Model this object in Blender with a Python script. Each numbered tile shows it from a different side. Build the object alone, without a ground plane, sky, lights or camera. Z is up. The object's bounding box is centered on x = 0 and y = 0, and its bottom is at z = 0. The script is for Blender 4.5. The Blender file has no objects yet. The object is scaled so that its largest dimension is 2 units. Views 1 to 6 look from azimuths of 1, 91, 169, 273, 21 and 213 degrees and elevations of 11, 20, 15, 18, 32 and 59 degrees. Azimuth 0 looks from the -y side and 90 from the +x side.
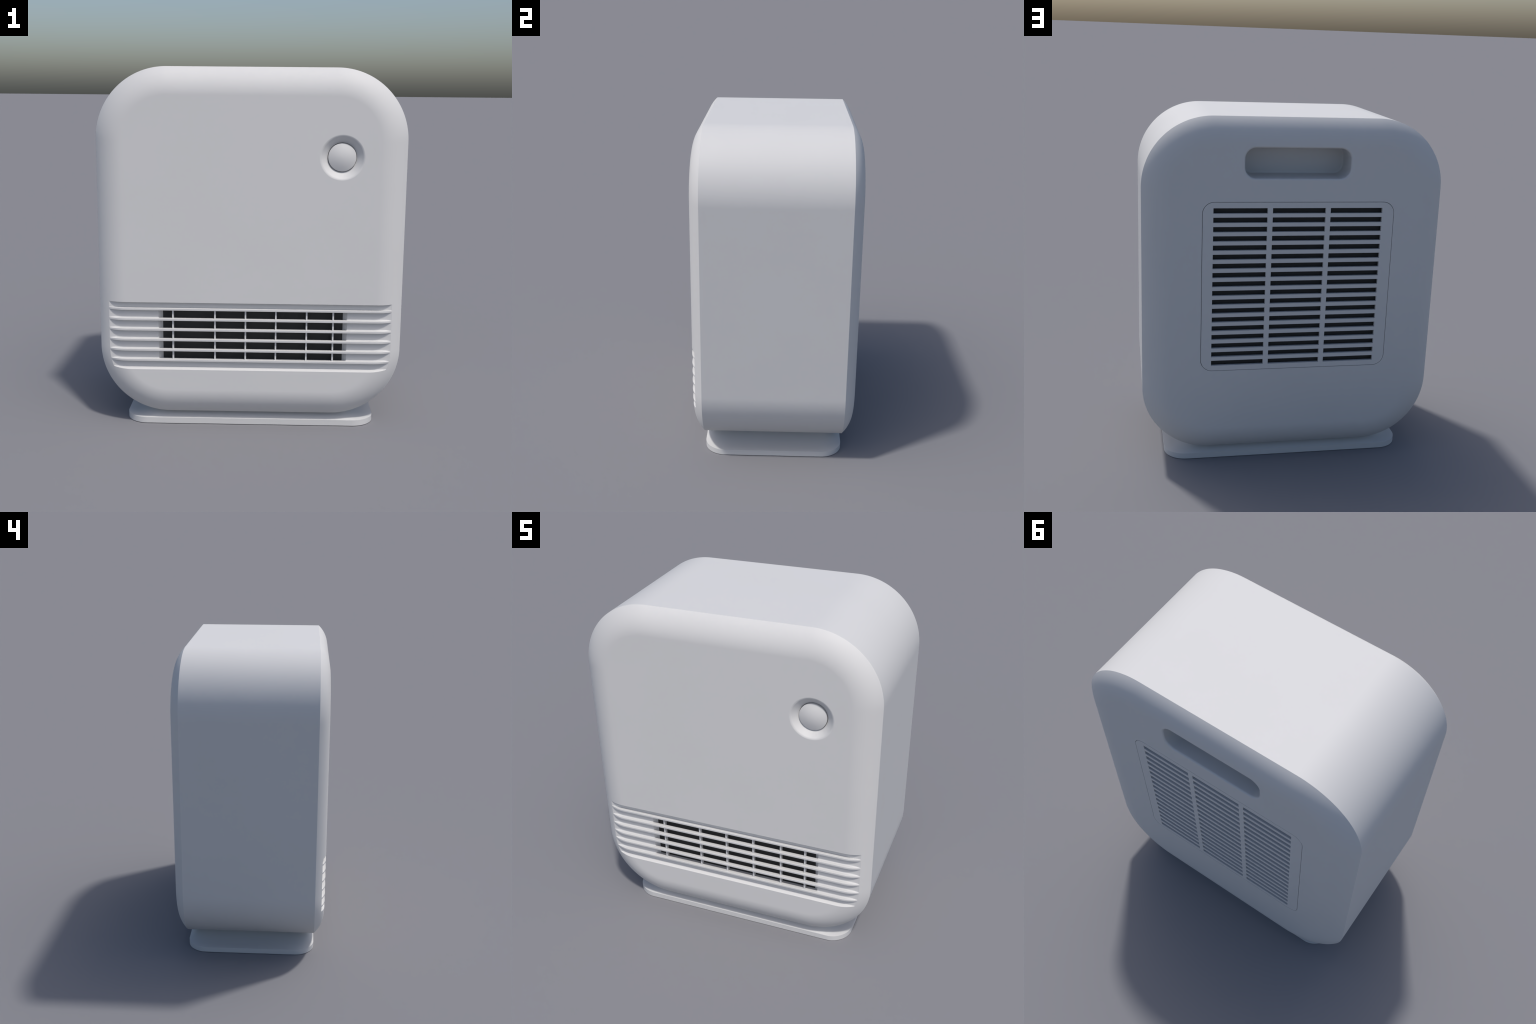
"""A white rounded upright fan heater: softly bevelled front and rear shells around a
plain casing, a slatted outlet, a dished control knob, a rear intake grille with a carry
handle recess, and a low foot plate.  Metres, z up, front faces -y."""
import bpy, bmesh
from mathutils import Vector
from math import sin, cos, pi, sqrt, radians, asin, atan, tan

# ------------------------------------------------------------------ dimensions
HALF_W = 0.8390            # casing half width (x)
Z_LOW, Z_TOP = 0.078, 2.0  # casing bottom / top
CORNER = 0.385            # casing corner radius
Y_CREASE = 0.42           # where the casing meets the bevelled shells
Y_FACE = 0.4848            # flat front / rear face
BEVEL_W = 0.148           # how far the soft bevel reaches in from the outline
BEVEL_D = Y_FACE - Y_CREASE
BEVEL_R = (BEVEL_W ** 2 + BEVEL_D ** 2) / (2 * BEVEL_D)

FLOOR = 0.4630            # depth plane of the slatted band
BAND_TOP, BAND_LIP = 0.7285, 0.3427
SLAT_COUNT, SLAT_TOP_Z, SLAT_PITCH, SLAT_H = 6, 0.6890, 0.05845, 0.0117


# ------------------------------------------------------------------ materials
def plastic(name, colour, rough, grain=0.0, spec=0.5):
    m = bpy.data.materials.new(name)
    m.use_nodes = True
    nt = m.node_tree
    b = nt.nodes["Principled BSDF"]
    b.inputs["Roughness"].default_value = rough
    b.inputs["Specular IOR Level"].default_value = spec
    tc = nt.nodes.new("ShaderNodeTexCoord")
    n = nt.nodes.new("ShaderNodeTexNoise")
    n.inputs["Scale"].default_value = 2.5
    n.inputs["Detail"].default_value = 3.0
    nt.links.new(tc.outputs["Object"], n.inputs["Vector"])
    r = nt.nodes.new("ShaderNodeValToRGB")
    lo = [c * (1 - grain) for c in colour]
    hi = [min(1, c * (1 + grain)) for c in colour]
    r.color_ramp.elements[0].position = 0.3
    r.color_ramp.elements[1].position = 0.7
    r.color_ramp.elements[0].color = (*lo, 1)
    r.color_ramp.elements[1].color = (*hi, 1)
    nt.links.new(n.outputs["Fac"], r.inputs["Fac"])
    nt.links.new(r.outputs["Color"], b.inputs["Base Color"])
    return m


WHITE = plastic("white_plastic", (0.604, 0.604, 0.604), 0.63, 0.006)
DARK = plastic("dark_interior", (0.034, 0.034, 0.034), 0.7, 0.05, 0.3)


# ------------------------------------------------------------------ helpers
def rounded_rect(hw, hh, r, cx=0.0, cz=0.0, seg=40):
    """Counter-clockwise (x, z) outline of a rounded rectangle."""
    pts = []
    for sx, sz, a0 in ((1, 1, 0), (-1, 1, pi / 2), (-1, -1, pi), (1, -1, 1.5 * pi)):
        for i in range(seg + 1):
            a = a0 + (pi / 2) * i / seg
            pts.append((cx + sx * (hw - r) + r * cos(a), cz + sz * (hh - r) + r * sin(a)))
    return pts


def body_outline(inset, seg=40):
    return rounded_rect(HALF_W - inset, (Z_TOP - Z_LOW) / 2 - inset, CORNER - inset,
                        0, (Z_TOP + Z_LOW) / 2, seg)


def mesh_object(name, verts, faces, mat):
    me = bpy.data.meshes.new(name)
    me.from_pydata(verts, [], faces)
    bm = bmesh.new()
    bm.from_mesh(me)
    bmesh.ops.recalc_face_normals(bm, faces=bm.faces)
    bm.to_mesh(me)
    bm.free()
    me.materials.append(mat)
    ob = bpy.data.objects.new(name, me)
    bpy.context.scene.collection.objects.link(ob)
    return ob


def loft(name, rings, mat, caps=True):
    """Closed rings of equal length (3D points) skinned one to the next."""
    n = len(rings[0])
    verts = [p for ring in rings for p in ring]
    faces = []
    for k in range(len(rings) - 1):
        for i in range(n):
            j = (i + 1) % n
            faces.append((k * n + i, k * n + j, (k + 1) * n + j, (k + 1) * n + i))
    if caps:
        faces.append(tuple(range(n)))
        faces.append(tuple((len(rings) - 1) * n + i for i in range(n)))
    return mesh_object(name, verts, faces, mat)


def at_y(outline, y):
    return [(x, y, z) for x, z in outline]


def at_z(outline, z):
    return [(x, y, z) for x, y in outline]


def revolve_y(name, profile, cx, cz, mat, seg=96):
    """Lathe about an axis along y; profile of (radius, y), ends closed flat."""
    rings = [[(cx + r * cos(2 * pi * i / seg), y, cz + r * sin(2 * pi * i / seg))
              for i in range(seg)] for r, y in profile]
    return loft(name, rings, mat)


def box(name, x0, x1, y0, y1, z0, z1, mat):
    ring = lambda y: [(x0, y, z0), (x1, y, z0), (x1, y, z1), (x0, y, z1)]
    return loft(name, [ring(y0), ring(y1)], mat)


def apply_modifiers(ob):
    bpy.context.view_layer.update()
    dg = bpy.context.evaluated_depsgraph_get()
    me = bpy.data.meshes.new_from_object(ob.evaluated_get(dg))
    old = ob.data
    ob.modifiers.clear()
    ob.data = me
    me.name = ob.name
    bpy.data.meshes.remove(old)


def cut(ob, *cutters):
    for c in cutters:
        m = ob.modifiers.new("cut", "BOOLEAN")
        m.operation, m.solver, m.object = "DIFFERENCE", "EXACT", c
        apply_modifiers(ob)
        me = c.data
        bpy.data.objects.remove(c)
        bpy.data.meshes.remove(me)


def smooth(ob, angle=30):
    """Smooth shading that keeps flat faces flat and edges above the angle crisp."""
    me = ob.data
    me.polygons.foreach_set("use_smooth", [True] * len(me.polygons))
    me.set_sharp_from_angle(angle=radians(angle))
    m = ob.modifiers.new("normals", "WEIGHTED_NORMAL")
    m.keep_sharp, m.weight, m.mode = True, 100, "FACE_AREA"
    apply_modifiers(ob)


def true_shell_normals(ob, side):
    """Give the corners that lie on the bevelled face the exact normal of that face."""
    me = ob.data
    e = 1e-4
    out = [tuple(n.vector) for n in me.corner_normals]
    for p in me.polygons:
        for li in p.loop_indices:
            x, y, z = me.vertices[me.loops[li].vertex_index].co
            if side * y < Y_CREASE + 0.0005 or abs(side * y - surface_y(x, z)) > 4e-4:
                continue
            gx = (surface_y(x + e, z) - surface_y(x - e, z)) / (2 * e)
            gz = (surface_y(x, z + e) - surface_y(x, z - e)) / (2 * e)
            n = Vector((-gx, side, -gz)).normalized()
            if n.dot(p.normal) > 0.985:
                out[li] = tuple(n)
    me.normals_split_custom_set(out)


def adopt(child, parent):
    child.parent = parent
    return child


# ------------------------------------------------------------------ shells
def shell_rings(side, plug_y):
    """Rings of a front (side=-1) or rear (+1) shell: plug inside the casing, crease,
    circular bevel easing into the flat face."""
    rings = [at_y(body_outline(0.012), side * plug_y),
             at_y(body_outline(0.012), side * (Y_CREASE - 0.004)),
             at_y(body_outline(0.0), side * Y_CREASE)]
    a0 = asin(BEVEL_W / BEVEL_R)
    steps = 24
    for i in range(1, steps + 1):
        a = a0 * (1 - i / steps)
        inset = BEVEL_W - BEVEL_R * sin(a)
        y = Y_FACE - BEVEL_R * (1 - cos(a))
        rings.append(at_y(body_outline(inset), side * y))
    return rings


def surface_y(x, z):
    """|y| of the bevelled shell surface at (x, z)."""
    cz, hh = (Z_TOP + Z_LOW) / 2, (Z_TOP - Z_LOW) / 2
    qx, qz = abs(x) - (HALF_W - CORNER), abs(z - cz) - (hh - CORNER)
    if qx > 0 and qz > 0:
        inset = CORNER - sqrt(qx * qx + qz * qz)
    else:
        inset = CORNER - max(qx, qz)
    t = BEVEL_W - inset
    if t <= 0:
        return Y_FACE
    t = min(t, BEVEL_R * 0.999)
    return Y_FACE - (BEVEL_R - sqrt(BEVEL_R ** 2 - t * t))


root = bpy.data.objects.new("fan_heater", None)
bpy.context.scene.collection.objects.link(root)
root["label"] = "white rounded upright fan heater with slatted outlet"
root["category"] = "fan heater"

casing = loft("casing", [at_y(body_outline(0), -Y_CREASE), at_y(body_outline(0), Y_CREASE)],
              WHITE, caps=False)
smooth(casing)
adopt(casing, root)

# ---- front shell: slatted band, outlet pocket, knob dish
front = loft("front_panel", shell_rings(-1, 0.395), WHITE)

lip_slope = (0.011 / (Y_FACE - FLOOR))
band_profile = [(-0.60, BAND_TOP), (-FLOOR, BAND_TOP), (-FLOOR, BAND_LIP + 0.0125),
                (-FLOOR - 0.002, BAND_LIP + 0.0098), (-Y_FACE, BAND_LIP),
                (-0.60, BAND_LIP - lip_slope * (0.60 - Y_FACE) * 0.9)]
band = loft("band_cutter", [[(x, y, z) for y, z in band_profile] for x in (-0.9, 0.9)], WHITE)

POCKET_Y = 0.437
OPEN_L, OPEN_R, OPEN_IN = -0.508, 0.537, 0.0225
ring = lambda y, k: [(OPEN_L + k, -y, 0.3965), (OPEN_R - k, -y, 0.3965),
                     (OPEN_R - k, -y, 0.690), (OPEN_L + k, -y, 0.690)]
pocket = loft("pocket_cutter", [ring(FLOOR + 0.01, -0.0094), ring(POCKET_Y, OPEN_IN),
                                ring(POCKET_Y - 0.01, OPEN_IN)], WHITE)

KNOB_X, KNOB_Z = 0.4855, 1.5315
DISH_R, HOLE_R, DISH_D = 0.1160, 0.0778, 0.0335
slope = DISH_D / (DISH_R - HOLE_R)
tilt = atan(slope)
FIL = 0.022
dish_profile = [(DISH_R + FIL * 0.34 + 0.03, -Y_FACE - 0.012)]
for i in range(0, 13):
    a = tilt * (0.06 + 0.94 * i / 12)
    r_c = DISH_R + FIL * tan(tilt / 2)
    dish_profile.append((r_c - FIL * sin(a), -Y_FACE + FIL * (1 - cos(a)) - (0.0 if i else 0.0002)))
dish_profile += [(HOLE_R, -Y_FACE + DISH_D), (HOLE_R, -Y_FACE + 0.050)]
dish = revolve_y("dish_cutter", dish_profile, KNOB_X, KNOB_Z, WHITE)
cut(front, band, pocket, dish)
smooth(front)
true_shell_normals(front, -1)
adopt(front, root)

# ---- control knob: shallow dome standing in the dish
KNOB_R, KNOB_EDGE, KNOB_SAG = 0.0750, 0.0232, 0.0165
dome = [(KNOB_R, -Y_FACE + 0.049), (KNOB_R, -Y_FACE + KNOB_EDGE + 0.001),
        (KNOB_R - 0.0008, -Y_FACE + KNOB_EDGE)]
for i in range(1, 17):
    r = (KNOB_R - 0.0008) * (1 - i / 16)
    dome.append((max(r, 0.0004), -Y_FACE + KNOB_EDGE - KNOB_SAG * (1 - (r / (KNOB_R - 0.0008)) ** 2)))
knob = revolve_y("control_knob", dome, KNOB_X, KNOB_Z, WHITE)
smooth(knob)
adopt(knob, front)

# ---- outlet slats: each follows the bevelled face, deeper where the outlet is open
def slat_section(x, zc, fillet):
    zt, zb = zc + SLAT_H / 2, zc - SLAT_H / 2
    ft, fb = -surface_y(x, zt), -surface_y(x, zb)
    is_open = OPEN_L + 0.004 < x < OPEN_R - 0.004
    c = 0.0011
    if is_open or not fillet:
        back = -0.4608 if is_open else -FLOOR + 0.004
        top = [(back - 0.0001 * k, zt) for k in (3, 2, 1, 0)] + [(back, zt - 0.001)]
    else:
        r = min(0.006, max(0.0002, 0.5 * (-FLOOR - ft)))
        top = [(-FLOOR - r * (1 - sin(a)), zt + r * (1 - cos(a)))
               for a in (radians(5), radians(45), radians(80))]
        top += [(-FLOOR + 0.002, top[-1][1] + 0.0012), (-FLOOR + 0.004, zt)]
    pts = [(fb + c, zb), (fb, zb + c), (ft, zt - c), (ft + c, zt)] + top
    pts += [(top[-1][0], zb)]
    return [(x, y, z) for y, z in pts]


for k in range(SLAT_COUNT):
    zc = SLAT_TOP_Z - SLAT_PITCH * k
    end = 0.70
    while surface_y(end, zc) > FLOOR - 0.001:
        end += 0.0005
    xs = [-end + (end - 0.62) * i / 24 for i in range(25)]
    xs += [OPEN_L, OPEN_L + 0.0045]
    xs += [-0.2, 0.2]
    xs += [OPEN_R - 0.0045, OPEN_R]
    xs += [0.62 + (end - 0.62) * i / 24 for i in range(25)]
    slat = loft("outlet_slat", [slat_section(x, zc, k > 0) for x in xs], WHITE)
    smooth(slat, 40)
    adopt(slat, front)

# ---- upright bars behind the slats
for x in (-0.427, -0.194, -0.025, 0.143, 0.313, 0.4594):
    bar = box("outlet_bar", x - 0.0042, x + 0.0042, -0.473, -0.449, 0.3945, 0.6885, WHITE)
    adopt(bar, front)

backing = box("outlet_backing", OPEN_L + OPEN_IN - 0.006, OPEN_R - OPEN_IN + 0.006,
              -POCKET_Y - 0.0005, -POCKET_Y + 0.004, 0.3935, 0.6935, DARK)
adopt(backing, front)

# ------------------------------------------------------------------ rear shell
rear = loft("rear_panel", shell_rings(1, 0.24), WHITE)

HAND_X, HAND_Z, HAND_W, HAND_H, HAND_R = 0.001, 1.7590, 0.2905, 0.0825, 0.060
HAND_D, RIM = 0.171, 0.011
def handle_ring(grow, y):
    return at_y(rounded_rect(HAND_W + grow, HAND_H + grow, HAND_R + grow, HAND_X, HAND_Z, 16), y)
rings = [handle_ring(RIM + 0.006, Y_FACE + 0.003), handle_ring(RIM - 0.0005, Y_FACE - 0.0002)]
for i in range(1, 9):
    a = (pi / 2) * i / 8
    rings.append(handle_ring(RIM * (1 - sin(a)), Y_FACE - RIM * (1 - cos(a))))
FLOOR_FIL = 0.010
for i in range(7):
    a = (pi / 2) * i / 6
    rings.append(handle_ring(-0.002 - FLOOR_FIL * (1 - cos(a)), Y_FACE - HAND_D + FLOOR_FIL * (1 - sin(a))))
handle = loft("handle_cutter", rings, WHITE)

GR_X, GR_Z, GR_W, GR_H, GR_R = -0.0168, 1.0632, 0.5348, 0.4865, 0.066
seat = loft("seat_cutter", [at_y(rounded_rect(GR_W, GR_H, GR_R, GR_X, GR_Z, 16), y)
                            for y in (Y_FACE + 0.02, Y_FACE - 0.040)], WHITE)
cut(rear, handle, seat)
smooth(rear)
true_shell_normals(rear, 1)
adopt(rear, root)

# ---- intake grille: framed insert with three columns of slots
GAP = 0.0026
PANEL_T = 0.018
grille = loft("intake_grille",
              [at_y(rounded_rect(GR_W - GAP, GR_H - GAP, GR_R - GAP, GR_X, GR_Z, 16), y)
               for y in (Y_FACE, Y_FACE - PANEL_T)], WHITE)
COLUMNS = ((-0.4830, -0.1880), (-0.1606, 0.1345), (0.1626, 0.4580))
ROWS, ROW_TOP, ROW_PITCH, SLOT_H = 18, 1.5003, 0.05155, 0.0302
top_z = ROW_TOP + SLOT_H / 2
low_z = ROW_TOP - ROW_PITCH * (ROWS - 1) - SLOT_H / 2
cut(grille, *[box("column_cutter", a, b, Y_FACE - 0.05, Y_FACE + 0.02, low_z, top_z, WHITE)
              for a, b in COLUMNS])
smooth(grille)
adopt(grille, root)

rung_w = COLUMNS[0][1] - COLUMNS[0][0]
rung_h = ROW_PITCH - SLOT_H
first = box("intake_slat", -rung_w / 2, rung_w / 2, Y_FACE - PANEL_T, Y_FACE,
            -rung_h / 2, rung_h / 2, WHITE)
made = 0
for a, b in COLUMNS:
    for k in range(ROWS - 1):
        ob = first if made == 0 else first.copy()
        if made:
            bpy.context.scene.collection.objects.link(ob)
        made += 1
        ob.location = ((a + b) / 2, 0, ROW_TOP - ROW_PITCH * (k + 0.5))
        ob.scale.x = (b - a) / rung_w
        adopt(ob, grille)

filter_back = loft("intake_backing",
                   [at_y(rounded_rect(GR_W - 0.004, GR_H - 0.004, GR_R, GR_X, GR_Z, 8), y)
                    for y in (Y_FACE - PANEL_T - 0.008, Y_FACE - PANEL_T - 0.013)], DARK)
adopt(filter_back, root)

# ------------------------------------------------------------------ foot
PLATE_T, RISE, STEP_IN = 0.033, 0.050, 0.085
def foot_ring(inset, z):
    return at_z(rounded_rect(0.711 - inset, 0.42 - inset, 0.127 - inset, seg=32), z)
plate = loft("foot_plate", [foot_ring(0, 0), foot_ring(0, PLATE_T)], WHITE)
smooth(plate)
adopt(plate, root)
# a hipped collar climbs from the rounded plate to a squarer neck under the casing
def collar_ring(k, z):
    lerp = lambda p, q, f: p + (q - p) * f
    return at_z(rounded_rect(lerp(0.7104, 0.530, k ** 0.5), lerp(0.4194, 0.335, k),
                             lerp(0.1264, 0.012, k), seg=32), z)
collar = loft("foot_collar", [collar_ring(0, PLATE_T - 0.004), collar_ring(0, PLATE_T + 0.0003)]
              + [collar_ring(i / 16, PLATE_T + RISE * i / 16) for i in range(1, 17)]
              + [collar_ring(1, 0.12)], WHITE)
smooth(collar)
adopt(collar, root)
